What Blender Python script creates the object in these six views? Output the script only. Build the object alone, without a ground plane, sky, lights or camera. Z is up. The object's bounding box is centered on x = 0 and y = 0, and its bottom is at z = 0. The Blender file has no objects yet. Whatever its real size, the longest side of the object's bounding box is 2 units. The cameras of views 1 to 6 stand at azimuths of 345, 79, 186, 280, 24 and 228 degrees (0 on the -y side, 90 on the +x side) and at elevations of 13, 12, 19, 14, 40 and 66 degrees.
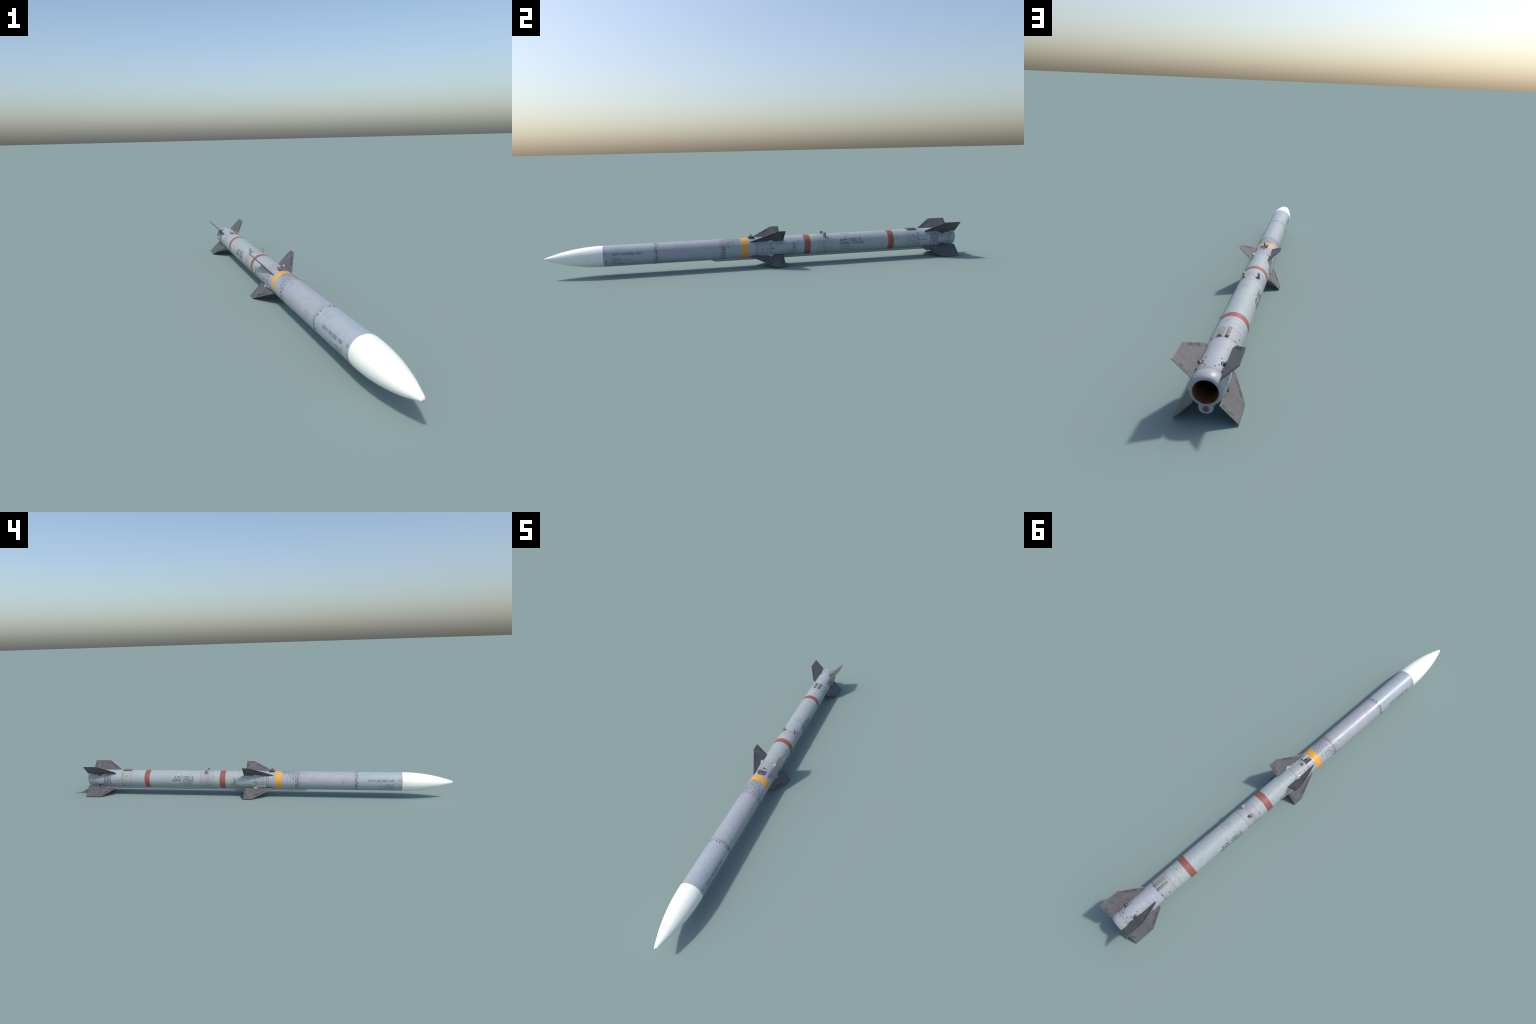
# Air-to-air missile lying on its fin tips.  Long axis = y, nose at -y.
import bpy, bmesh, math, random
from mathutils import Vector, Matrix

ZC = 0.0873      # height of the body axis
RB = 0.0485      # body radius
rnd = random.Random(7)

# ------------------------------------------------------------------ helpers
root = bpy.data.objects.new("guided_missile", None)
bpy.context.scene.collection.objects.link(root)
root.empty_display_size = 0.1
root["label"] = "long pale grey missile with white nose cone and eight dark fins"
root["category"] = "missile"


def link(name, mesh, parent=root, mats=(), smooth=35.0, stuff=False):
    ob = bpy.data.objects.new(name, mesh)
    bpy.context.scene.collection.objects.link(ob)
    ob.parent = parent
    for m in mats:
        mesh.materials.append(m)
    if smooth is not None and len(mesh.polygons):
        mesh.polygons.foreach_set("use_smooth", [True] * len(mesh.polygons))
        mesh.set_sharp_from_angle(angle=math.radians(smooth))
    if stuff:
        ob["kind"] = "stuff"
    return ob


def mesh_of(bm, name):
    bmesh.ops.recalc_face_normals(bm, faces=bm.faces[:])
    me = bpy.data.meshes.new(name)
    bm.to_mesh(me)
    bm.free()
    return me


def cyl_pt(y, th, r):
    """point on the body: th in degrees from the top, positive towards +x"""
    t = math.radians(th)
    return Vector((r * math.sin(t), y, ZC + r * math.cos(t)))


def lathe(profile, n=128, closed=False):
    """revolve (y, r) pairs about the body axis; r = 0 makes a pole"""
    bm = bmesh.new()
    rings = []
    for y, r in profile:
        if r < 1e-6:
            rings.append([bm.verts.new((0, y, ZC))])
        else:
            rings.append([bm.verts.new(cyl_pt(y, 360.0 * i / n, r)) for i in range(n)])
    pairs = list(zip(rings, rings[1:]))
    if closed:
        pairs.append((rings[-1], rings[0]))
    for a, b in pairs:
        for i in range(n):
            j = (i + 1) % n
            if len(a) == 1:
                bm.faces.new((a[0], b[j], b[i]))
            elif len(b) == 1:
                bm.faces.new((a[i], a[j], b[0]))
            else:
                bm.faces.new((a[i], a[j], b[j], b[i]))
    return bm


def loft(sections, cap=True):
    """skin equal-length closed loops of points"""
    bm = bmesh.new()
    rows = [[bm.verts.new(p) for p in s] for s in sections]
    n = len(rows[0])
    for a, b in zip(rows, rows[1:]):
        for i in range(n):
            j = (i + 1) % n
            bm.faces.new((a[i], a[j], b[j], b[i]))
    if cap:
        bm.faces.new(rows[0])
        bm.faces.new(rows[-1])
    return bm


def bevel_all(bm, w, seg=2, angle=30):
    bmesh.ops.recalc_face_normals(bm, faces=bm.faces[:])
    es = [e for e in bm.edges if len(e.link_faces) == 2 and e.calc_face_angle() > math.radians(angle)]
    bmesh.ops.bevel(bm, geom=es, offset=w, segments=seg, affect='EDGES', profile=0.5, clamp_overlap=True)
    return bm


def box(x0, x1, y0, y1, z0, z1):
    return loft([[(x0, y0, z), (x1, y0, z), (x1, y1, z), (x0, y1, z)] for z in (z0, z1)])


def disc_stack(profile, n=28):
    """little turned part, axis +z: (z, r) pairs, closed with poles"""
    return loft([[(r * math.cos(6.28318 * i / n), r * math.sin(6.28318 * i / n), z) for i in range(n)]
                 for z, r in profile])


# ------------------------------------------------------------------ materials
class Nodes:
    """small wrapper that keeps node graphs readable"""
    def __init__(self, name):
        self.m = bpy.data.materials.new(name)
        self.m.use_nodes = True
        self.t = self.m.node_tree
        self.bsdf = self.t.nodes["Principled BSDF"]
        self.tc = self.t.nodes.new("ShaderNodeTexCoord")
        self.obj = self.tc.outputs["Object"]

    def put(self, sock, v):
        if isinstance(v, bpy.types.NodeSocket):
            self.t.links.new(v, sock)
        elif isinstance(v, (tuple, list)) and len(v) == 3 and sock.type == 'RGBA':
            sock.default_value = (*v, 1)
        else:
            sock.default_value = v

    def math(self, op, a, b=0.0, clamp=False):
        n = self.t.nodes.new("ShaderNodeMath")
        n.operation = op
        n.use_clamp = clamp
        self.put(n.inputs[0], a)
        self.put(n.inputs[1], b)
        return n.outputs[0]

    def mix(self, fac, a, b, mode='MIX'):
        n = self.t.nodes.new("ShaderNodeMix")
        n.data_type = 'RGBA'
        n.blend_type = mode
        self.put(n.inputs["Factor"], fac)
        self.put(n.inputs[6], a)
        self.put(n.inputs[7], b)
        return n.outputs[2]

    def noise(self, scale=(1, 1, 1), size=1.0, detail=4.0, rough=0.55, offset=(0, 0, 0)):
        mp = self.t.nodes.new("ShaderNodeMapping")
        mp.inputs["Scale"].default_value = scale
        mp.inputs["Location"].default_value = offset
        self.t.links.new(self.obj, mp.inputs[0])
        n = self.t.nodes.new("ShaderNodeTexNoise")
        n.inputs["Scale"].default_value = size
        n.inputs["Detail"].default_value = detail
        n.inputs["Roughness"].default_value = rough
        self.t.links.new(mp.outputs[0], n.inputs["Vector"])
        return n.outputs["Fac"]

    def remap(self, v, a, b, c=0.0, d=1.0):
        n = self.t.nodes.new("ShaderNodeMapRange")
        n.interpolation_type = 'SMOOTHSTEP'
        for i, x in enumerate((v, a, b, c, d)):
            self.put(n.inputs[i], x)
        return n.outputs[0]

    def xyz(self):
        n = self.t.nodes.new("ShaderNodeSeparateXYZ")
        self.t.links.new(self.obj, n.inputs[0])
        return n.outputs

    def done(self, color, rough=0.5, metal=0.0, bump=None, bump_strength=0.1, bump_dist=0.001, spec=0.5, coat=0.0):
        self.put(self.bsdf.inputs["Base Color"], color)
        self.put(self.bsdf.inputs["Roughness"], rough)
        self.put(self.bsdf.inputs["Metallic"], metal)
        self.put(self.bsdf.inputs["Specular IOR Level"], spec)
        self.put(self.bsdf.inputs["Coat Weight"], coat)
        if bump is not None:
            b = self.t.nodes.new("ShaderNodeBump")
            b.inputs["Strength"].default_value = bump_strength
            b.inputs["Distance"].default_value = bump_dist
            self.t.links.new(bump, b.inputs["Height"])
            self.t.links.new(b.outputs[0], self.bsdf.inputs["Normal"])
        return self.m


DIRT = (0.17, 0.15, 0.15)


def paint(name, col, tint, seams=(), rough=0.42, streak=0.06, spot=0.75, blotch=0.5, chips=0.68, marks=()):
    """weathered body paint: brushed rings, blotches, scuffs, grime at the joints"""
    k = Nodes(name)
    x, y, z = k.xyz()[0:3]
    rings = k.noise((22, 240, 22), 1.0, 4, 0.65)
    big = k.noise((1, 0.8, 1), 13.0, 6, 0.68)
    c = k.mix(k.math('MULTIPLY', k.remap(big, 0.35, 0.7), blotch), col, tint)
    shade = k.remap(rings, 0.25, 0.75, 1.0 - streak, 1.0 + streak * 0.5)
    c = k.mix(1.0, c, shade, 'MULTIPLY')
    # soft smudges
    smudge = k.remap(k.noise((1, 1, 1), 26.0, 6, 0.65, (3, 1, 0)), 0.54, 0.74, 0.0, 0.30)
    c = k.mix(smudge, c, (col[0] * 0.62, col[1] * 0.62, col[2] * 0.62))
    mottle = k.noise((60, 95, 60), 1.0, 5, 0.7, (0, 3, 6))
    c = k.mix(1.0, c, k.remap(mottle, 0.25, 0.75, 0.93, 1.05), 'MULTIPLY')
    # single stains and rubbed places: (y, angle, radius, strength)
    for my, mt, mr, ms in marks:
        dv = k.t.nodes.new("ShaderNodeVectorMath")
        dv.operation = 'DISTANCE'
        k.t.links.new(k.obj, dv.inputs[0])
        dv.inputs[1].default_value = cyl_pt(my, mt, RB)
        dd = k.math('ADD', dv.outputs["Value"], k.math('MULTIPLY', k.math('SUBTRACT', mottle, 0.5), mr * 1.6))
        c = k.mix(k.remap(dd, mr * 0.25, mr, ms, 0.0), c, (0.12, 0.13, 0.135))
    # small dark chips and scuffs, only in patches
    patch = k.remap(k.noise((1, 1, 1), 17.0, 2, 0.5, (0, 7, 2)), 0.46, 0.64)
    chip = k.remap(k.noise((90, 130, 90), 1.0, 3, 0.55, (5, 5, 0)), chips - 0.03, chips + 0.05)
    c = k.mix(k.math('MULTIPLY', k.math('MULTIPLY', patch, chip), spot), c, (0.09, 0.09, 0.10))
    # grime each side of a joint: (position, reach, strength, side)
    g = None
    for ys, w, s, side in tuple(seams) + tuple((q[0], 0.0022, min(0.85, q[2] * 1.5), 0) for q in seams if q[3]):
        d = k.math('SUBTRACT', y, ys)
        if side == 0:
            d = k.math('ABSOLUTE', d)
        elif side < 0:
            d = k.math('MULTIPLY', d, -1.0)
        v = k.remap(d, 0.0, w, s, 0.0)
        g = v if g is None else k.math('MAXIMUM', g, v)
    if g is not None:
        g = k.math('MULTIPLY', g, k.remap(k.noise((1, 1, 1), 40.0, 5, 0.6, (1, 0, 9)), 0.2, 0.75, 0.45, 1.1))
        c = k.mix(g, c, DIRT)
    rr = k.remap(big, 0.3, 0.7, rough - 0.05, rough + 0.10)
    return k.done(c, rr, 0.0, rings, 0.03, 0.0006)


BLUE = (0.305, 0.362, 0.405)
BLUE2 = (0.345, 0.392, 0.430)
LAV = (0.312, 0.338, 0.382)
LAV2 = (0.340, 0.355, 0.395)
PALE = (0.305, 0.358, 0.365)
PALE2 = (0.335, 0.365, 0.385)
PINK = (0.295, 0.312, 0.330)

m_seeker = paint("seeker_paint", BLUE, BLUE2, [(-0.5075, 0.010, 0.35, -1), (-0.7395, 0.003, 0.3, 1)], 0.34, marks=[(-0.562, -40, .007, .3), (-0.545, -33, .010, .22), (-0.715, -86, .004, .5), (-0.70, -92, .004, .4), (-0.70, 105, .003, .4)])
m_guid = paint("guidance_paint", LAV, LAV2, [(-0.5075, 0.018, 0.70, 1), (-0.1975, 0.026, 0.50, -1)], 0.35, streak=0.085, marks=[(-0.44, -88, .007, .5), (-0.43, -75, .004, .4), (-0.41, -30, .006, .3), (-0.335, 130, .006, .6), (-0.34, 118, .003, .5), (-0.47, 66, .006, .35), (-0.30, -110, .004, .5)])
m_warhead = paint("warhead_paint", LAV, BLUE2, [(-0.1975, 0.014, 0.55, 1), (-0.0417, 0.012, 0.25, -1)], 0.36)
m_wing = paint("wing_section_paint", PINK, LAV, [(-0.0417, 0.008, 0.2, 1), (0.0325, 0.006, 0.2, -1)], 0.42)
m_motor = paint("motor_paint", PALE, PALE2, [(0.0325, 0.006, 0.2, 1)], 0.46, streak=0.04, blotch=0.8, chips=0.635, spot=0.85,
                marks=[(0.445, -42, .006, .6), (0.400, 14, .020, .28), (0.425, 22, .010, .25), (0.376, -54, .004, .4), (0.685, 8, .006, .5), (0.690, 18, .005, .4),
                       (0.530, -48, .005, .4), (0.515, -66, .006, .3), (0.50, -118, .005, .5), (0.545, -40, .008, .2), (0.185, -52, .005, .3), (0.176, -30, .004, .35),
                       (0.345, 60, .006, .35), (0.41, 48, .012, .25), (0.60, 125, .006, .45), (0.475, 120, .010, .2), (0.715, -100, .006, .4)])
m_lug = paint("lug_section_paint", PINK, PALE2, [(0.296, 0.020, 0.25, 0), (0.266, 0.003, 0.3, 1), (0.3375, 0.003, 0.35, -1)], 0.46, blotch=0.7)
m_aft = paint("aft_motor_paint", PINK, PALE2, [(0.733, 0.003, 0.3, 1), (0.795, 0.02, 0.25, -1)], 0.46, streak=0.04, spot=0.9, chips=0.625)
m_tail = paint("tail_paint", LAV, BLUE2, [(0.795, 0.006, 0.3, 1), (0.963, 0.050, 0.34, -1)], 0.38)
m_ring = paint("tail_ring_paint", (0.318, 0.345, 0.372), PALE, [(0.963, 0.012, 0.22, 1)], 0.40, marks=[(0.972, -22, .010, .25), (0.968, 10, .007, .2), (0.975, 60, .008, .25), (0.980, -70, .008, .2)])
m_duct = paint("fairing_paint", (0.30, 0.335, 0.375), BLUE2, [], 0.45)
m_yellow = paint("yellow_paint", (0.68, 0.315, 0.022), (0.74, 0.36, 0.035), [], 0.42, streak=0.12, spot=0.6)
m_red = paint("red_brown_paint", (0.250, 0.078, 0.056), (0.29, 0.10, 0.078), [], 0.45, streak=0.10, spot=0.5)


def white_paint():
    k = Nodes("white_nose_paint")
    y = k.xyz()[1]
    rings = k.noise((3, 160, 3), 1.0, 3, 0.6)
    big = k.noise((1, 1, 1), 16.0, 5, 0.6)
    c = k.mix(k.remap(big, 0.4, 0.75, 0.0, 0.6), (0.83, 0.845, 0.795), (0.77, 0.765, 0.69))
    c = k.mix(1.0, c, k.remap(rings, 0.25, 0.75, 0.97, 1.01), 'MULTIPLY')
    scuff = k.remap(k.noise((60, 120, 60), 1.0, 3, 0.6, (2, 0, 4)), 0.64, 0.73, 0.0, 0.45)
    scuff = k.math('MULTIPLY', scuff, k.remap(k.noise((1, 1, 1), 14.0, 2, 0.5), 0.5, 0.62))
    c = k.mix(scuff, c, (0.35, 0.34, 0.31))
    c = k.mix(k.remap(y, -0.7402, -0.7440, 0.45, 0.0), c, (0.5, 0.48, 0.42))
    return k.done(c, 0.36)


def fin_paint():
    k = Nodes("fin_metal_paint")
    big = k.noise((1, 1, 1), 30.0, 6, 0.65)
    fine = k.noise((1, 1, 1), 160.0, 3, 0.6)
    c = k.mix(k.remap(big, 0.3, 0.72), (0.074, 0.076, 0.082), (0.116, 0.116, 0.122))
    c = k.mix(1.0, c, k.remap(fine, 0.3, 0.7, 0.95, 1.04), 'MULTIPLY')
    nick = k.remap(k.noise((70, 45, 70), 1.0, 2, 0.5, (8, 0, 1)), 0.72, 0.79, 0.0, 0.6)
    c = k.mix(nick, c, (0.24, 0.235, 0.24))
    stain = k.remap(k.noise((1, 1, 1), 75.0, 4, 0.6, (4, 2, 0)), 0.55, 0.75, 0.0, 0.22)
    c = k.mix(stain, c, (0.045, 0.046, 0.052))
    # lighter convex edges: the edge highlight put into the colour
    g = k.t.nodes.new("ShaderNodeNewGeometry")
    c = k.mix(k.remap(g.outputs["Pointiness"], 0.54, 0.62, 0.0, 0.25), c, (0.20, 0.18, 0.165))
    return k.done(c, k.remap(big, 0.3, 0.7, 0.45, 0.62), 0.15, fine, 0.12, 0.0006)


def plain(name, col, rough=0.5, metal=0.0, var=0.25, size=120.0):
    k = Nodes(name)
    n = k.noise((1, 1, 1), size, 4, 0.6)
    c = k.mix(1.0, col, k.remap(n, 0.25, 0.75, 1 - var, 1 + var), 'MULTIPLY')
    return k.done(c, rough, metal, n, 0.1, 0.0005)


m_white = white_paint()
m_fin = fin_paint()
m_edge = plain("edge_highlight_metal", (0.150, 0.135, 0.128), 0.5, 0.1, 0.45)  # lighter rim colour that paints in the fin edge highlight
m_bolt = plain("dark_bolt_steel", (0.120, 0.112, 0.105), 0.33, 0.85)
m_steel = plain("worn_steel", (0.22, 0.205, 0.19), 0.38, 0.55)
m_hub = plain("hub_steel", (0.070, 0.069, 0.070), 0.45, 0.3)
m_shoe = plain("shoe_steel", (0.205, 0.196, 0.182), 0.5, 0.1)
m_black = plain("flat_black", (0.018, 0.018, 0.020), 0.6)  # flat black on solid pieces; no hollow is cut into the body
m_bronze = plain("olive_metal", (0.165, 0.152, 0.128), 0.42, 0.4)
m_plug = plain("grey_plug", (0.105, 0.107, 0.098), 0.6)
m_silver = plain("silver_tip", (0.50, 0.50, 0.52), 0.3, 0.7)
m_ink = plain("stencil_ink", (0.078, 0.086, 0.093), 0.6, 0.0, 0.3)
m_inksoft = plain("faded_ink", (0.10, 0.11, 0.125), 0.6, 0.0, 0.3)
m_finink = plain("fin_ink", (0.026, 0.027, 0.030), 0.6, 0.0, 0.3)
m_amber = plain("amber_ink", (0.30, 0.25, 0.10), 0.6)


def liner():
    k = Nodes("nozzle_liner")
    y = k.xyz()[1]
    n = k.noise((1, 1, 1), 45.0, 4, 0.6)
    near_rim = k.remap(k.math('ADD', y, k.math('MULTIPLY', k.math('SUBTRACT', n, 0.5), 0.02)), 0.925, 1.002)
    c = k.mix(near_rim, (0.009, 0.004, 0.002), (0.165, 0.062, 0.024))  # brown near the rim, fading to near black deeper in
    return k.done(k.mix(1.0, c, k.remap(n, 0.25, 0.75, 0.7, 1.15), 'MULTIPLY'), 0.7)


m_liner = liner()
m_rim = plain("copper_brown_rim", (0.25, 0.115, 0.055), 0.55, 0.1, 0.35)
m_red_lens = plain("red_lens", (0.26, 0.045, 0.048), 0.35)
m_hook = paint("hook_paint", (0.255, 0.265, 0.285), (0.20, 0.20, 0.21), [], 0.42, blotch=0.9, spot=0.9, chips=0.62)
m_bracket = paint("bracket_paint", (0.315, 0.335, 0.375), LAV2, [], 0.38, spot=0.9)

# ------------------------------------------------------------------ nose
# ogive: control radii measured along the radome, smoothed with a Catmull-Rom spline
NOSE = [(-1.0050, 0.0020), (-0.9962, 0.0047), (-0.9850, 0.0090), (-0.9600, 0.0168), (-0.9350, 0.0243), (-0.9050, 0.0314),
        (-0.8700, 0.0381), (-0.8300, 0.0437), (-0.7850, 0.0474), (-0.7395, 0.0486), (-0.6900, 0.0486)]


def catmull(pts, steps):
    out = []
    for i in range(1, len(pts) - 2):
        p0, p1, p2, p3 = (Vector(p) for p in pts[i - 1:i + 3])
        for s in range(steps):
            t = s / steps
            out.append(tuple(0.5 * ((2 * p1) + (p2 - p0) * t + (2 * p0 - 5 * p1 + 4 * p2 - p3) * t * t
                                    + (3 * p1 - p0 - 3 * p2 + p3) * t ** 3)))
    out.append(tuple(pts[-2]))
    return out


nose = catmull(NOSE, 8)
nose[-1] = (-0.7403, 0.0486)
link("nose_cone", mesh_of(lathe([(-0.9962, 0.0)] + nose + [(-0.7397, 0.0478), (-0.7397, 0.045)]), "nose_cone"), root, [m_white])
# silver ball at the very tip
tip = [(-0.9956 + 0.0044 * -math.cos(a), 0.0045 * math.sin(a)) for a in [math.pi * i / 14 for i in range(15)]]
link("nose_tip", mesh_of(lathe([(y, max(r, 0)) for y, r in tip], 32), "nose_tip"), root, [m_silver])


# ------------------------------------------------------------------ body tube
def section(name, y0, y1, mat, g0=0.0, g1=0.0, r=RB):
    """tube length; g0/g1 = depth of the chamfer that forms the joint groove (0 = paint edge only)"""
    pr = []
    if g0:
        pr += [(y0, r - g0 - 0.004), (y0, r - g0), (y0 + g0 * 0.8, r)]
    else:
        pr += [(y0, r)]
    m = max(2, int((y1 - y0) / 0.03))
    a, b = pr[-1][0], (y1 - g1 * 0.8 if g1 else y1)
    pr += [(a + (b - a) * i / m, r) for i in range(1, m)]
    if g1:
        pr += [(b, r), (y1, r - g1), (y1, r - g1 - 0.004)]
    else:
        pr += [(y1, r)]
    return link(name, mesh_of(lathe(pr), name), root, [mat])


J, S = 0.0011, 0.0007
section("seeker_section", -0.7393, -0.5076, m_seeker, J, J)
section("guidance_section", -0.5074, -0.1976, m_guid, J, J)
section("warhead_section", -0.1974, -0.1100, m_warhead, J, 0)
section("yellow_band", -0.1100, -0.0808, m_yellow)
section("warhead_section", -0.0808, -0.0418, m_warhead, 0, S)
wing_sec = section("wing_section", -0.0416, 0.0324, m_wing, S, S)
section("motor_section", 0.0326, 0.1965, m_motor, S, 0)
section("red_band", 0.1965, 0.2278, m_red)
section("motor_section", 0.2278, 0.2659, m_motor, 0, S * .6)
lug_sec = section("lug_section", 0.2661, 0.3374, m_lug, S * .6, S * .8)
section("motor_section", 0.3376, 0.6295, m_motor, S * .8, 0)
section("red_band", 0.6295, 0.6590, m_red)
section("motor_section", 0.6590, 0.7039, m_motor, 0, S * .6)
section("motor_section", 0.7041, 0.7329, m_motor, S * .6, S * .8)
aft_sec = section("shoe_section", 0.7331, 0.7949, m_aft, S * .8, S)
tail_sec = section("tail_section", 0.7951, 0.9629, m_tail, S, S)

# rounded tail ring and the deep nozzle
RING = [(0.9631, 0.0440), (0.9631, RB - S), (0.9636, RB), (0.9720, RB), (0.9780, 0.0483), (0.9840, 0.0475),
        (0.9900, 0.0460), (0.9945, 0.0441), (0.9975, 0.0422), (0.9993, 0.0403), (1.0000, 0.0388), (1.0000, 0.0350)]
link("tail_ring", mesh_of(lathe(RING), "tail_ring"), root, [m_ring], 50)
link("nozzle_rim", mesh_of(lathe([(0.9990, 0.0354), (1.0002, 0.0349), (1.0000, 0.0338), (0.9985, 0.0333),
                                  (0.9975, 0.0331)]), "nozzle_rim"), root, [m_rim], 60)
link("nozzle_bore", mesh_of(lathe([(0.9977, 0.0331), (0.985, 0.0327), (0.97, 0.0318), (0.94, 0.0290), (0.90, 0.0235), (0.86, 0.0170),
                                   (0.82, 0.0125), (0.80, 0.0)]), "nozzle_bore"), root, [m_liner], 60)


# ------------------------------------------------------------------ cable fairing under the belly
def duct_section(y, drop, half=0.0212):
    """cross-section of the belly fairing; drop = how far its floor lies under the axis"""
    top = -0.0400
    f = [(half, top), (half * 0.985, -drop + 0.0095), (half * 0.93, -drop + 0.0055), (half * 0.82, -drop + 0.0027),
         (half * 0.62, -drop + 0.0009), (half * 0.3, -drop + 0.0001)]
    f = [(a, min(b, top)) for a, b in f]
    pts = f + [(-a, b) for a, b in reversed(f)]
    return [(a, y, ZC + b) for a, b in pts]


duct = [duct_section(-0.2540, 0.0492, 0.010), duct_section(-0.2320, 0.0562)]
duct += [duct_section(-0.2320 + i * 0.06, 0.0562) for i in range(1, 18)]
duct += [duct_section(0.8475, 0.0562)]
fairing = link("belly_fairing", mesh_of(loft(duct), "belly_fairing"), root, [m_duct], 50)

lug = [duct_section(0.8470, 0.0560, 0.0194), duct_section(0.8640, 0.0652, 0.0194), duct_section(0.9960, 0.0652, 0.0194)]


def lug_loop(y, drop):
    h, c = 0.0194, 0.0160
    arc = [(h * max(math.cos(a), 0), -drop + c * (1 - math.sin(a))) for a in [math.pi / 2 * i / 7 for i in range(7)]]
    pts = [(h, -0.036)] + arc
    pts = pts + [(-a, b) for a, b in reversed(pts)]
    return [(a, y, ZC + b) for a, b in pts]


lug = [lug_loop(0.8465, 0.0562), lug_loop(0.8640, 0.0655), lug_loop(0.9953, 0.0655),
       [(a * .985, y, z if i in (0, 15) else z + .0004) for i, (a, y, z) in enumerate(lug_loop(0.9962, 0.0655))]]
link("tail_fairing", mesh_of(loft(lug), "tail_fairing"), root, [m_duct], 40)


def turned(name, profile, loc, axis, mat, parent=root, n=28):
    ob = link(name, mesh_of(disc_stack(profile, n), name), parent, [mat], 40)
    ob.matrix_world = Matrix.Translation(loc) @ Vector((0, 0, 1)).rotation_difference(Vector(axis)).to_matrix().to_4x4()
    return ob


lz = 0.0362
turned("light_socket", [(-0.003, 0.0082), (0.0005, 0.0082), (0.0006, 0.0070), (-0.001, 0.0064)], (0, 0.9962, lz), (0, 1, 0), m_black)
turned("tail_light", [(-0.003, 0.0064), (0.0001, 0.0062), (0.0005, 0.0054), (0.0007, 0.002)], (0, 0.9962, lz), (0, 1, 0), m_red_lens)

# ------------------------------------------------------------------ bolts
bolt_me = mesh_of(disc_stack([(-0.002, 0.0023), (0.0002, 0.0023), (0.00022, 0.0019), (0.0007, 0.0016), (0.0010, 0.0010), (0.0011, 0.0004)], 14), "bolt")
bolt_me.materials.append(m_bolt)
bolt_me.polygons.foreach_set("use_smooth", [True] * len(bolt_me.polygons))
bolt_me.set_sharp_from_angle(angle=math.radians(40))


def bolt(y, th, s=1.0, r=RB, parent=root):
    ob = bpy.data.objects.new("bolt", bolt_me)
    bpy.context.scene.collection.objects.link(ob)
    ob.parent = parent
    n = cyl_pt(0, th, 1) - Vector((0, 0, ZC))
    ob.matrix_world = (Matrix.Translation(cyl_pt(y, th, r)) @
                       Vector((0, 0, 1)).rotation_difference(n).to_matrix().to_4x4() @
                       Matrix.Rotation(rnd.uniform(0, 6.28), 4, 'Z') @ Matrix.Scale(s, 4))


for k in range(7):                                   # seven pairs behind the seeker
    for d in (-8.3, 8.3):
        bolt(-0.5150, 6.0 + 360 / 7 * k + d, 1.2)
for k in range(10):                                  # ring ahead of the warhead
    bolt(-0.1877, 15.2 + 16.8 * k, 1.15)
    if k < 9:
        bolt(-0.1877, -18.2 - 16.7 * k, 1.15)
for s in (-1, 1):
    for a in (50, 67, 84.3, 101, 118.5):             # wing section
        bolt(-0.0320, s * a, 1.1)
    bolt(0.0750, s * 64.5, 0.9)  # bolt head in place of a small dark hole
    for y, a in ((0.7928, 45), (0.7645, 60), (0.7928, 86.5), (0.7930, 126), (0.7670, 159)):
        bolt(y, s * a, 1.3)
    for q in (45, 135):                              # either side of every tail fin
        for y, d in ((0.9066, 19.2), (0.9372, 19.3), (0.9500, 29.8)):
            bolt(y, s * (q - d), 1.12)
            bolt(y, s * (q + d), 1.12)
for y, a in ((-0.0130, 17), (-0.0130, -17), (-0.0300, 19), (-0.0300, -19)):
    bolt(y, a, 0.7)
for i in range(7):                                   # fairing screws
    yy = 0.1685 + 0.1035 * i
    for s in (-1, 1):
        bolt(yy, 180 + s * 13, 0.6, 0.0562)


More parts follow.
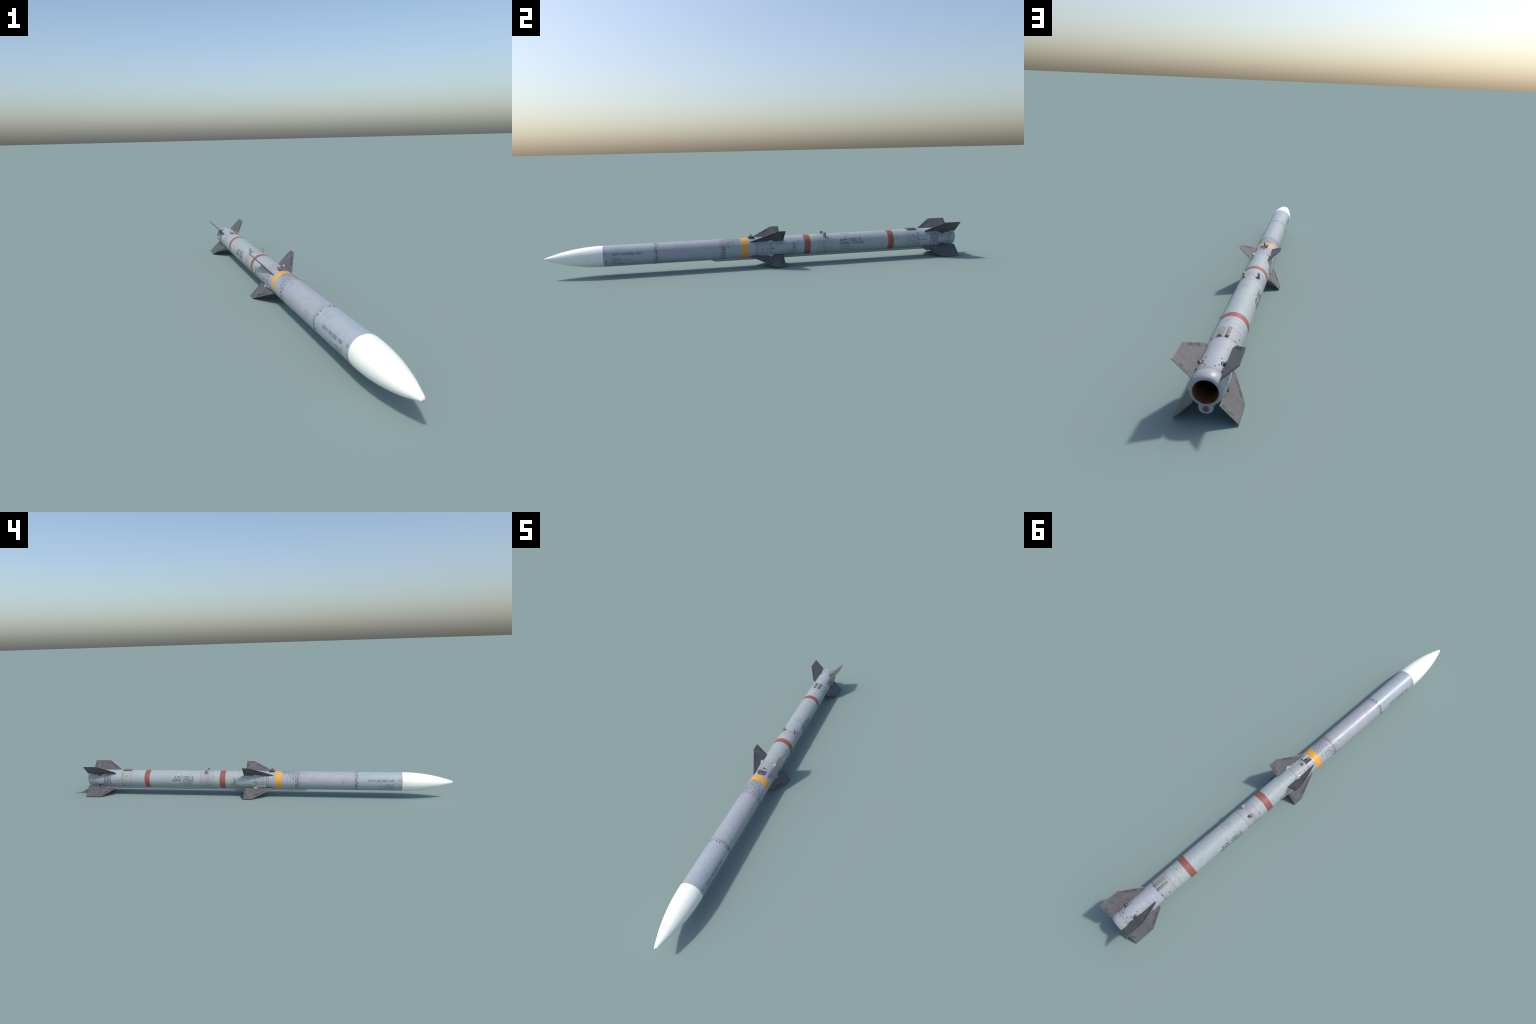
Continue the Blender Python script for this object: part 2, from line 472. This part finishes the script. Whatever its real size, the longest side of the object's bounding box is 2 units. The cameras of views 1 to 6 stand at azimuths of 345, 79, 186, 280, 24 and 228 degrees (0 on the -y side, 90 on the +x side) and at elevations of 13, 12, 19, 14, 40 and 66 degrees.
# ------------------------------------------------------------------ lettering: stencil strokes
# glyph strokes on a 4 x 6 grid; gaps between strokes are the stencil bridges
GL = {
    'A': [[(0, 0), (1.7, 6)], [(2.3, 6), (4, 0)], [(1.3, 2), (2.7, 2)]],
    'B': [[(.4, 0), (.4, 6)], [(1.2, 6), (3.2, 6), (4, 5), (3.2, 3.4)], [(1.2, 3), (3.2, 3), (4, 1.6), (3.2, 0), (1.2, 0)]],
    'C': [[(3.9, 5.0), (3.2, 6), (2.2, 6)], [(1.4, 6), (.8, 6), (.2, 5), (.2, 1), (.8, 0), (1.4, 0)], [(2.2, 0), (3.2, 0), (3.9, 1.0)]],
    'E': [[(.4, 0), (.4, 6)], [(1.2, 6), (4, 6)], [(1.2, 3), (3.2, 3)], [(1.2, 0), (4, 0)]],
    'F': [[(.4, 0), (.4, 6)], [(1.2, 6), (4, 6)], [(1.2, 3), (3.2, 3)]],
    'G': [[(4, 4.6), (3.3, 6), (2.3, 6)], [(1.6, 6), (.8, 6), (.2, 5), (.2, 1), (.8, 0), (1.6, 0)], [(2.3, 0), (4, 0), (4, 2.6), (2.6, 2.6)]],
    'H': [[(.3, 0), (.3, 6)], [(3.7, 0), (3.7, 6)], [(1.1, 3), (2.9, 3)]],
    'I': [[(2, 0), (2, 6)]],
    'L': [[(.4, 0), (.4, 6)], [(1.2, 0), (4, 0)]],
    'M': [[(.1, 0), (.1, 6)], [(.7, 5.6), (2, 2.6), (3.3, 5.6)], [(3.9, 0), (3.9, 6)]],
    'N': [[(.2, 0), (.2, 6)], [(.9, 5.4), (3.1, .6)], [(3.8, 0), (3.8, 6)]],
    'O': [[(1.7, 6), (.9, 6), (.2, 5), (.2, 1), (.9, 0), (1.7, 0)], [(2.3, 6), (3.1, 6), (3.8, 5), (3.8, 1), (3.1, 0), (2.3, 0)]],
    'R': [[(.4, 0), (.4, 6)], [(1.2, 6), (3.2, 6), (4, 5), (3.2, 3), (1.2, 3)], [(2.4, 2.3), (4, 0)]],
    'S': [[(4, 4.8), (3.2, 6), (.9, 6), (.2, 4.8), (.9, 3.3)], [(1.5, 3), (3.2, 2.8), (3.9, 1.4), (3.2, 0), (.8, 0), (0, 1.2)]],
    'T': [[(0, 6), (4, 6)], [(2, 5.2), (2, 0)]],
    'U': [[(.2, 6), (.2, 1), (.9, 0), (1.7, 0)], [(2.3, 0), (3.1, 0), (3.8, 1), (3.8, 6)]],
    '1': [[(1, 5), (2.1, 6), (2.1, 0)]],
    '2': [[(.2, 4.8), (1, 6), (3.1, 6), (3.8, 5), (3.6, 3.6), (2.3, 2.2)], [(1.7, 1.7), (.2, 0)], [(1, 0), (4, 0)]],
    '3': [[(.2, 5), (1, 6), (3.1, 6), (3.8, 4.8), (3, 3.3)], [(1.6, 3), (3, 2.8), (3.9, 1.4), (3.1, 0), (.9, 0), (.1, 1.1)]],
    '4': [[(3, 0), (3, 6), (.2, 2)], [(.6, 1.7), (2.2, 1.7)], [(3.6, 1.7), (4.2, 1.7)]],
    '5': [[(3.8, 6), (.4, 6), (.4, 3.6)], [(1.1, 3.4), (3, 3.4), (3.9, 2.4), (3.9, 1), (3, 0), (.9, 0), (.1, 1)]],
    '7': [[(.2, 6), (3.9, 6), (3.2, 3.6)], [(2.8, 2.9), (1.6, 0)]],
    '8': [[(1.7, 6), (.9, 6), (.3, 4.7), (.9, 3.2), (.1, 1.6), (.9, 0), (1.7, 0)], [(2.3, 6), (3.1, 6), (3.7, 4.7), (3.1, 3.2), (3.9, 1.6), (3.1, 0), (2.3, 0)]],
    '-': [[(.5, 3), (3.5, 3)]],
    ' ': [],
}
GL['0'] = GL['O']


def text_strokes(s, length, height):
    """line segments (u0,v0,u1,v1) for a string fitted to length x height, with stroke width"""
    pitch = length / (len(s) - 0.22)
    w = pitch * 0.78
    out = []
    for i, ch in enumerate(s):
        for pl in GL[ch]:
            for a, b in zip(pl, pl[1:]):
                out.append((i * pitch + a[0] / 4 * w, a[1] / 6 * height, i * pitch + b[0] / 4 * w, b[1] / 6 * height))
    return out, w


def greek_strokes(length, height, fill=0.7, rg=rnd, tight=0.72):
    """an unreadable line of very small print: upright ticks grouped in words"""
    out, u = [], 0.0
    step = height * tight
    while u < length - step:
        n = rg.randint(2, 8)
        for _ in range(n):
            if u > length - step:
                break
            a = rg.random()
            out.append((u, 0, u, height))
            if a < 0.55:
                v = rg.choice((0, height * .5, height))
                out.append((u, v, u + step * .6, v))
            u += step
        u += step * (0.6 + rg.random() * (1 - fill) * 2)
    return out


class Marks:
    """collects strokes as thin raised paint quads on one mesh"""
    def __init__(self):
        self.bm = bmesh.new()
        self.k = 0

    def add(self, strokes, width, f, normal, lift=0.00045, seg=0.004):
        """f(u,v) -> surface point; normal(p) -> outward unit vector"""
        for u0, v0, u1, v1 in strokes:
            du, dv = u1 - u0, v1 - v0
            ln = math.hypot(du, dv)
            if ln < 1e-7:
                continue
            du, dv = du / ln, dv / ln
            h = width / 2
            u0 -= du * h * .5; v0 -= dv * h * .5; u1 += du * h * .5; v1 += dv * h * .5
            m = max(1, int(ln / seg + 0.5))
            self.k = (self.k + 1) % 7
            up = lift + self.k * 1.2e-5
            rows = []
            for i in range(m + 1):
                t = i / m
                u, v = u0 + (u1 - u0) * t, v0 + (v1 - v0) * t
                row = []
                for s in (-1, 1):
                    p = Vector(f(u - dv * h * s, v + du * h * s))
                    row.append(self.bm.verts.new(p + normal(p) * up))
                rows.append(row)
            for a, b in zip(rows, rows[1:]):
                fc = self.bm.faces.new((a[0], a[1], b[1], b[0]))
                fc.normal_update()
                if fc.normal.dot(normal(a[0].co)) < 0:
                    fc.normal_flip()

    def make(self, name, mat, parent=root):
        me = bpy.data.meshes.new(name)
        self.bm.to_mesh(me)
        self.bm.free()
        return link(name, me, parent, [mat], None, True)


def body_n(p):
    return Vector((p.x, 0, p.z - ZC)).normalized()


def side_map(side, y0, th):
    """horizontal lettering on a flank; origin = start of the baseline"""
    return lambda u, v: cyl_pt(y0 + side * u, side * (th - math.degrees(v / RB)), RB)


def ring_map(th0, y0):
    """lettering that runs round the body (angle falls as you read), tops towards the nose"""
    return lambda u, v: cyl_pt(y0 - v, th0 - math.degrees(u / RB), RB)


ink, soft = Marks(), Marks()


def side_text(s, side, ynear, length, th_base, height, bold=0.2, mk=ink):
    """ynear = the end that lies nearest the nose"""
    st, w = text_strokes(s, length, height)
    y0 = ynear if side > 0 else ynear + length
    mk.add(st, w * bold, side_map(side, y0, th_base), body_n)


def side_greek(side, ynear, length, th_base, height, mk=soft, bold=0.24):
    y0 = ynear if side > 0 else ynear + length
    mk.add(greek_strokes(length, height), height * bold, side_map(side, y0, th_base), body_n)


def ring_text(s, th_start, th_end, ybase, height, mk=ink, bold=0.22):
    st, w = text_strokes(s, math.radians(th_start - th_end) * RB, height)
    mk.add(st, w * bold, ring_map(th_start, ybase), body_n)


def ring_greek(th_start, th_end, ybase, height, mk=soft, bold=0.26, tight=0.72):
    mk.add(greek_strokes(math.radians(th_start - th_end) * RB, height, 0.7, rnd, tight), height * bold, ring_map(th_start, ybase), body_n)


for s in (1, -1):
    # motor designation block
    side_text("AIM-120C-5", s, 0.3765, 0.108, 72.8, 0.0125, 0.24)
    side_text("SERNO CC0243", s, 0.3765, 0.118, 90.6, 0.0110, 0.24)
    for th, ln in ((100.0, 0.056), (109.6, 0.082), (121.0, 0.055)):
        side_greek(s, 0.3770, ln, th + 1.5, 0.0036, ink)
    # seeker serial block
    side_text("82577-38125G0-105F", s, -0.7000, 0.130, 79.0, 0.0088, 0.22)
    for th, ln in ((97.5, 0.041), (107.8, 0.081), (117.8, 0.049), (128.0, 0.068)):
        side_greek(s, -0.7000, ln, th + 1.5, 0.0036, ink)
    # lifting notes
    side_text("LIFT HERE", s, 0.0150, 0.033, 95.5, 0.0040, 0.24)
    side_text("LIFT HERE", s, 0.8070, 0.029, 93.0, 0.0036, 0.24)
    # centre-of-gravity block
    side_text("CG", s, 0.1378, 0.0135, 77.0, 0.0064, 0.24)
    side_text("MISSILE", s, 0.1262, 0.0375, 109.5, 0.0064, 0.24)
    side_greek(s, 0.1085, 0.061, 121.5, 0.0034, ink)
    side_greek(s, 0.1085, 0.050, 131.0, 0.0030)
    side_greek(s, 0.1085, 0.074, 138.5, 0.0030)
    # wing station marks
    side_greek(s, -0.0158, 0.010, 104.5, 0.0028)
    # tail notes
    side_greek(s, 0.9085, 0.028, 75.0, 0.0028, ink)
    side_greek(s, 0.9165, 0.013, 83.0, 0.0026, ink)
    for y, a0, a1 in ((0.9005, 54, 119), (0.8910, 52, 109), (0.8828, 51, 126), (0.8735, 51, 106), (0.8645, 51, 124)):
        hi, lo = (a1, a0) if s > 0 else (-a0, -a1)
        ring_greek(hi, lo, y - 0.0005, 0.0036, ink, 0.40, 0.50)
    for a0, a1 in ((62, 86), (100, 118)):
        hi, lo = (a1, a0) if s > 0 else (-a0, -a1)
        ring_greek(hi, lo, 0.9800 - 0.006, 0.0024)
    # small outline square on the wing section
    sq = [(-.0034, -.0034, .0034, -.0034), (.0034, -.0034, .0034, .0034), (.0034, .0034, -.0034, .0034), (-.0034, .0034, -.0034, -.0034)]
    soft.add(sq, 0.0011, side_map(s, -0.0111, 90.5), body_n)
    # access panel outlines
    for c, hw in ((44.5, 20), (121, 26)):
        hh = math.radians(hw) * RB
        pan = [(0, -hh, .037, -hh), (.037, -hh, .037, hh), (.037, hh, 0, hh), (0, hh, 0, -hh)]
        if s < 0:
            pan = [(.037 - a, b, .037 - c2, d) for a, b, c2, d in pan]
        soft.add(pan, 0.00055, side_map(s, -0.2400 if s > 0 else -0.2030, c), body_n, 0.0003)
ring_text("NO", 116, 104, -0.7255, 0.0046)
ring_text("LIFT", 83.5, 62, -0.7255, 0.0046)
ring_text("NO", -63.5, -75.5, -0.7255, 0.0046)
ring_text("LIFT", -99, -120, -0.7255, 0.0046)
for y in (-0.5030, -0.1940):
    ring_text("LIFT HERE", 114, 64, y, 0.0048)
    ring_text("LIFT HERE", -64.5, -115, y, 0.0048)

# caution block over the top of the warhead section: centred lines round the body
half = [70, 75, 48, 70, 44, 66, 40, 36, 42, 32, 24]
for i, h in enumerate(half):
    y = -0.1775 + i * 0.0065
    mm = ink
    ring_greek(h + rnd.uniform(-3, 3), -h + rnd.uniform(-4, 4), y, 0.0038, mm, 0.23)
ink.make("stencil_lettering", m_ink)
soft.make("small_print", m_inksoft)


# centre-of-gravity discs: ring, two filled quadrants
def quadrant_disc(side):
    bm = bmesh.new()
    f = side_map(side, 0.1443, 90.6)

    def P(a, r):
        p = f(r * math.cos(a), r * math.sin(a))
        return bm.verts.new(p + body_n(p) * 0.0005)
    n = 8
    for q in (0, 2):
        a0 = math.pi / 2 * (q + 1)
        for i in range(n):
            a, b = a0 + math.pi / 2 * i / n, a0 + math.pi / 2 * (i + 1) / n
            bm.faces.new((P(a, .0003), P(a, .0055), P(b, .0055), P(b, .0003)))
    for i in range(40):
        a, b = 6.28318 * i / 40, 6.28318 * (i + 1) / 40
        bm.faces.new((P(a, .0060), P(a, .0072), P(b, .0072), P(b, .0060)))
    for fc in bm.faces:
        fc.normal_update()
        if fc.normal.x * side < 0:
            fc.normal_flip()
    me = bpy.data.meshes.new("balance_mark")
    bm.to_mesh(me)
    bm.free()
    link("balance_mark", me, root, [m_ink], None)


quadrant_disc(1)
quadrant_disc(-1)
# amber ticks ahead of the wing roots
amber = Marks()
for s in (1, -1):
    amber.add([(0, 0, .004, .0), (.002, .0, .002, .004)], 0.0012, side_map(s, -0.012, 76), body_n)
amber.make("amber_mark", m_amber)


# ------------------------------------------------------------------ fins
def plate(outline, t, bevel, edge=0.0005):
    """fin plate in the local y-z plane, full thickness inside, thin bevelled rim"""
    bm = bmesh.new()
    c = Vector((sum(p[0] for p in outline) / len(outline), sum(p[1] for p in outline) / len(outline)))
    n = len(outline)
    inner = []
    for i in range(n):                               # inset polygon, edge by edge
        p0, p1, p2 = (Vector(outline[(i + k) % n]) for k in (-1, 0, 1))
        e1, e2 = (p1 - p0).normalized(), (p2 - p1).normalized()
        n1, n2 = Vector((-e1.y, e1.x)), Vector((-e2.y, e2.x))
        if n1.dot(c - p1) < 0:
            n1.negate()
        if n2.dot(c - p1) < 0:
            n2.negate()
        b = (n1 + n2)
        inner.append(p1 + b * (bevel / max(0.35, 1 + n1.dot(n2))))
    def ring(pts, x):
        return [bm.verts.new((x, p[0], p[1])) for p in pts]
    loops = [ring(inner, t), ring(outline, edge), ring(outline, -edge), ring(inner, -t)]
    for a, b in zip(loops, loops[1:]):
        for i in range(n):
            j = (i + 1) % n
            bm.faces.new((a[i], a[j], b[j], b[i]))
    bm.faces.new(loops[0])
    bm.faces.new(loops[-1])
    return bm


TAIL = [(0.8300, 0.0498), (0.8285, 0.0525), (0.8318, 0.0650), (0.9115, 0.1222), (0.9998, 0.1218), (0.9990, 0.0498)]
WING = [(-0.0715, 0.0496), (-0.0690, 0.0512), (0.0520, 0.1220), (0.0945, 0.1218), (0.0945, 0.0496)]
tail_me = mesh_of(plate(TAIL, 0.0018, 0.0035), "tail_fin")
wing_me = mesh_of(plate(WING, 0.0018, 0.0035), "wing")
for me in (tail_me, wing_me):
    me.materials.append(m_fin)
    # narrow rim of every fin coloured lighter, a painted highlight line
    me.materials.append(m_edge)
    for p in me.polygons:
        if p.area < 2e-4 and abs(p.normal.x) < 0.4:
            p.material_index = 1


def fin_lettering(tip, root_pt, s0, s1, base, height, te_y, te_hi, te_lo, te_h, name):
    """designation along the leading edge, handling note along the trailing edge, on both faces"""
    mk = Marks()
    tipv, rv = Vector(tip), Vector(root_pt)
    d = (tipv - rv).normalized()                     # root -> tip along the leading edge
    out = Vector((-d.y, d.x))                        # away from the plate (forward, outward)
    for face in (1, -1):
        nrm = Vector((face, 0, 0))
        st, w = text_strokes("AIM-120C", s1 - s0, height)

        def f(u, v):
            a = (tipv - d * (s1 - u)) if face > 0 else (tipv - d * (s0 + u))
            q = a - out * base + out * v
            return (face * 0.0018, q.x, q.y)
        mk.add(st, w * 0.28, f, lambda p: nrm, 0.0002, 1.0)
        st, w = text_strokes("NO LIFT", te_hi - te_lo, te_h)

        def g(u, v):
            z = te_lo + u if face > 0 else te_hi - u
            return (face * 0.0018, te_y - v, z)
        mk.add(st, w * 0.28, g, lambda p: nrm, 0.0002, 1.0)
    me = bpy.data.meshes.new(name)
    mk.bm.to_mesh(me)
    mk.bm.free()
    me.materials.append(m_finink)
    return me


tail_txt = fin_lettering((0.9115, 0.1217), (0.8318, 0.0650), 0.0184, 0.0755, 0.0125, 0.0092, 0.9940, 0.0960, 0.0570, 0.0078, "tail_fin_lettering")
wing_txt = fin_lettering((0.0520, 0.1215), (-0.0690, 0.0512), 0.0282, 0.0840, 0.0125, 0.0092, 0.0895, 0.0990, 0.0630, 0.0082, "wing_lettering")


def child(name, me, parent, stuff=False):
    ob = bpy.data.objects.new(name, me)
    bpy.context.scene.collection.objects.link(ob)
    ob.parent = parent
    if stuff:
        ob["kind"] = "stuff"
    return ob


# --- tail fin hub, lock block and root flange (local: radial = +z)
def shift(bm, v):
    bmesh.ops.translate(bm, verts=bm.verts[:], vec=v)
    return bm


def shade(me, mat, ang=40):
    me.materials.append(mat)
    me.polygons.foreach_set("use_smooth", [True] * len(me.polygons))
    me.set_sharp_from_angle(angle=math.radians(ang))
    return me


HY = 0.9255
black_disc_me = shade(mesh_of(shift(disc_stack([(0.040, 0.0146), (0.0476, 0.0146), (0.0486, 0.0138), (0.0486, 0.0115), (0.046, 0.0112)], 36), (0, HY, 0)), "hub_black_disc"), m_black)  # raised black disc stands in for the dark recess round the hub
hub_me = shade(mesh_of(shift(disc_stack([(0.040, 0.0094), (0.0530, 0.0094), (0.0538, 0.0088), (0.0532, 0.0084), (0.0533, 0.0078),
                                         (0.0572, 0.0076), (0.0580, 0.0068), (0.0580, 0.0045), (0.0572, 0.0040), (0.0572, 0.0020)], 36), (0, HY, 0)), "fin_hub"), m_hub)
lock_me = shade(mesh_of(bevel_all(box(-0.0052, 0.0052, 0.9435, 0.9580, 0.0440, 0.0520), 0.0008), "lock_block"), m_hub)
lock2_me = shade(mesh_of(bevel_all(box(-0.0035, 0.0035, 0.9600, 0.9665, 0.0440, 0.0505), 0.0006), "lock_block"), m_fin)
FL = [(0.9030, 0.0480), (0.9030, 0.0512), (0.9100, 0.0560), (0.9180, 0.0592), (0.9330, 0.0592), (0.9420, 0.0560), (0.9580, 0.0545), (0.9580, 0.0480)]
flange_me = shade(mesh_of(plate(FL, 0.0030, 0.0008, 0.0024), "root_flange"), m_fin, 30)


# --- wing root brackets: fillet wedges that rise to a rounded horn behind the pivot
def bracket_mesh(sgn):
    secs = []
    # (y, outer spread in degrees, height of the crest against the wing, crest offset)
    rows = [(-0.0290, 9.0, 0.0008, 3.0), (-0.0245, 17.5, 0.0016, 3.2), (-0.0180, 19.0, 0.0024, 3.2), (-0.0050, 19.2, 0.0028, 3.2),
            (0.0080, 19.2, 0.0034, 3.2), (0.0165, 19.0, 0.0046, 3.3), (0.0220, 18.8, 0.0072, 3.5), (0.0262, 18.4, 0.0100, 3.8),
            (0.0300, 16.5, 0.0114, 4.0), (0.0340, 14.0, 0.0112, 4.0), (0.0385, 11.0, 0.0090, 4.0), (0.0430, 8.0, 0.0048, 3.8), (0.0465, 5.5, 0.0010, 3.4)]
    for y, spread, h, off in rows:
        x0 = 0.0022
        xm = RB * math.sin(math.radians(off)) + 0.0018
        th = [0.98, 0.72, 0.46]
        pts = [(x0, 0.0460), (x0, RB + h * 0.97), (x0 + (xm - x0) * .6, RB + h), (xm, RB + h * 0.93)]
        top_h = min(h, 0.0026)
        for q in (0.30, 0.62, 0.95):
            a = math.radians(off + (spread - off) * q)
            hh = top_h * (1 - 0.15 * q) + (h - top_h) * max(0, (1 - q * 1.7)) ** 1.5
            pts.append(((RB + hh) * math.sin(a), (RB + hh) * math.cos(a)))
        a = math.radians(spread)
        pts.append(((RB + 0.0002) * math.sin(a), (RB + 0.0002) * math.cos(a)))
        pts.append(((RB - 0.003) * math.sin(a), (RB - 0.003) * math.cos(a)))
        secs.append([(sgn * px, y, pz) for px, pz in pts])
    return shade(mesh_of(loft(secs), "wing_bracket"), m_bracket, 45)


bracket_me = [bracket_mesh(1), bracket_mesh(-1)]
dark_strip_me = shade(mesh_of(box(-0.0020, 0.0020, -0.060, 0.090, 0.046, 0.0494), "root_dark_strip"), m_black)  # black strip fills the gap under the wing, its shade as colour

for ang in (45, 135, 225, 315):
    for name, me in (("tail_fin", tail_me), ("wing", wing_me)):
        ob = child(name, me, root)
        ob.location = (0, 0, ZC - 0.0008)   # fin cross sits a hair below the tube axis
        ob.rotation_euler = (0, math.radians(ang), 0)
        if name == "tail_fin":
            child("fin_lettering", tail_txt, ob, True)
            for nm, m2 in (("hub_black_disc", black_disc_me), ("fin_hub", hub_me), ("lock_block", lock_me), ("lock_block", lock2_me), ("root_flange", flange_me)):
                child(nm, m2, ob)
        else:
            child("wing_lettering", wing_txt, ob, True)
            for m2 in bracket_me:
                child("wing_bracket", m2, ob)
            child("root_dark_strip", dark_strip_me, ob)
            for sg in (-1, 1):                       # bracket bolts
                for y in (0.0095, -0.0148):
                    b = child("bolt", bolt_me, ob)
                    a = math.radians(sg * 10.8)
                    rr = RB + 0.0026
                    b.location = (rr * math.sin(a), y, rr * math.cos(a))
                    b.rotation_euler = (0, a, 0)

# ------------------------------------------------------------------ launch hardware on top
# aft rail shoes: two T-section bars
for s in (-1, 1):
    x0, x1 = 0.0048, 0.0168
    # inner wall, sloping shoulder, flat top, undercut outer lip
    prof = [(x0, 0.1340), (x0, 0.1386), (x0 + 0.0030, 0.1411), (x1, 0.1411), (x1 + 0.0003, 0.1399), (x1 - 0.0038, 0.1388), (x1 - 0.0048, 0.1325)]
    secs = []
    for y in (0.7475, 0.7935):                       # the top flange overhangs forward
        secs.append([(s * px, y - (0.0055 if y < .76 and pz > .1395 else 0.0), pz) for px, pz in prof])
    bm = loft(secs)
    bevel_all(bm, 0.0005, 2, 40)
    link("rail_shoe", mesh_of(bm, "rail_shoe"), aft_sec, [m_shoe], 30)

# mid hooks: posts on a triangular foot whose tops turn inwards
for s in (-1, 1):
    prof = [(0.0190, 0.1310), (0.0225, 0.1325), (0.0262, 0.1365), (0.0268, 0.1418), (0.0232, 0.1426), (0.0222, 0.1436), (0.0226, 0.1458),
            (0.0306, 0.1472), (0.0316, 0.1460), (0.0322, 0.1215), (0.0200, 0.1240)]
    bm = loft([[(s * px, y, pz) for px, pz in prof] for y in (0.2962, 0.3098)])
    bevel_all(bm, 0.0005, 2, 40)
    link("rail_hook", mesh_of(bm, "rail_hook"), lug_sec, [m_hook], 30)

# forward hanger: dished plate with a stud
sec = []
for y in (-0.0725, -0.0690, -0.0460, -0.0435):
    inset = 0.0015 if y in (-0.0725, -0.0435) else 0
    up = [(-0.0160 + inset, 0.1432), (-0.0085, 0.1402), (-0.0045, 0.1378), (0.0045, 0.1378), (0.0085, 0.1402), (0.0160 - inset, 0.1432)]
    lo = [(px * 0.97, pz - 0.0028) for px, pz in reversed(up)]
    sec.append([(px, y, pz) for px, pz in up + lo])
bm = loft(sec)
bevel_all(bm, 0.0005, 2, 40)
hanger = link("launch_hanger", mesh_of(bm, "launch_hanger"), root, [m_bronze], 25)
bm = box(-0.0100, 0.0100, -0.0690, -0.0465, 0.1310, 0.1372)
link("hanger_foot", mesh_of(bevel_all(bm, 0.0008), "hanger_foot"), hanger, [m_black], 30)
turned("hanger_stud", [(-0.002, 0.0040), (0.0010, 0.0034), (0.0040, 0.0027), (0.0095, 0.0027), (0.0112, 0.0052), (0.0120, 0.0054), (0.0136, 0.0052), (0.0140, 0.0046)],
       (0, -0.0580, 0.1378), (0, 0, 1), m_bronze, hanger)
# round plug behind it with a pale rim
turned("plug_rim", [(-0.004, 0.0096), (0.0004, 0.0096), (0.0010, 0.0092), (0.0010, 0.0082), (-0.001, 0.008)], (0, -0.0248, 0.1356), (0, 0, 1), m_bracket, wing_sec, 36)
turned("connector_plug", [(-0.004, 0.0081), (0.0005, 0.0081), (0.0012, 0.0076), (0.0014, 0.002)], (0, -0.0248, 0.1356), (0, 0, 1), m_plug, wing_sec, 36)
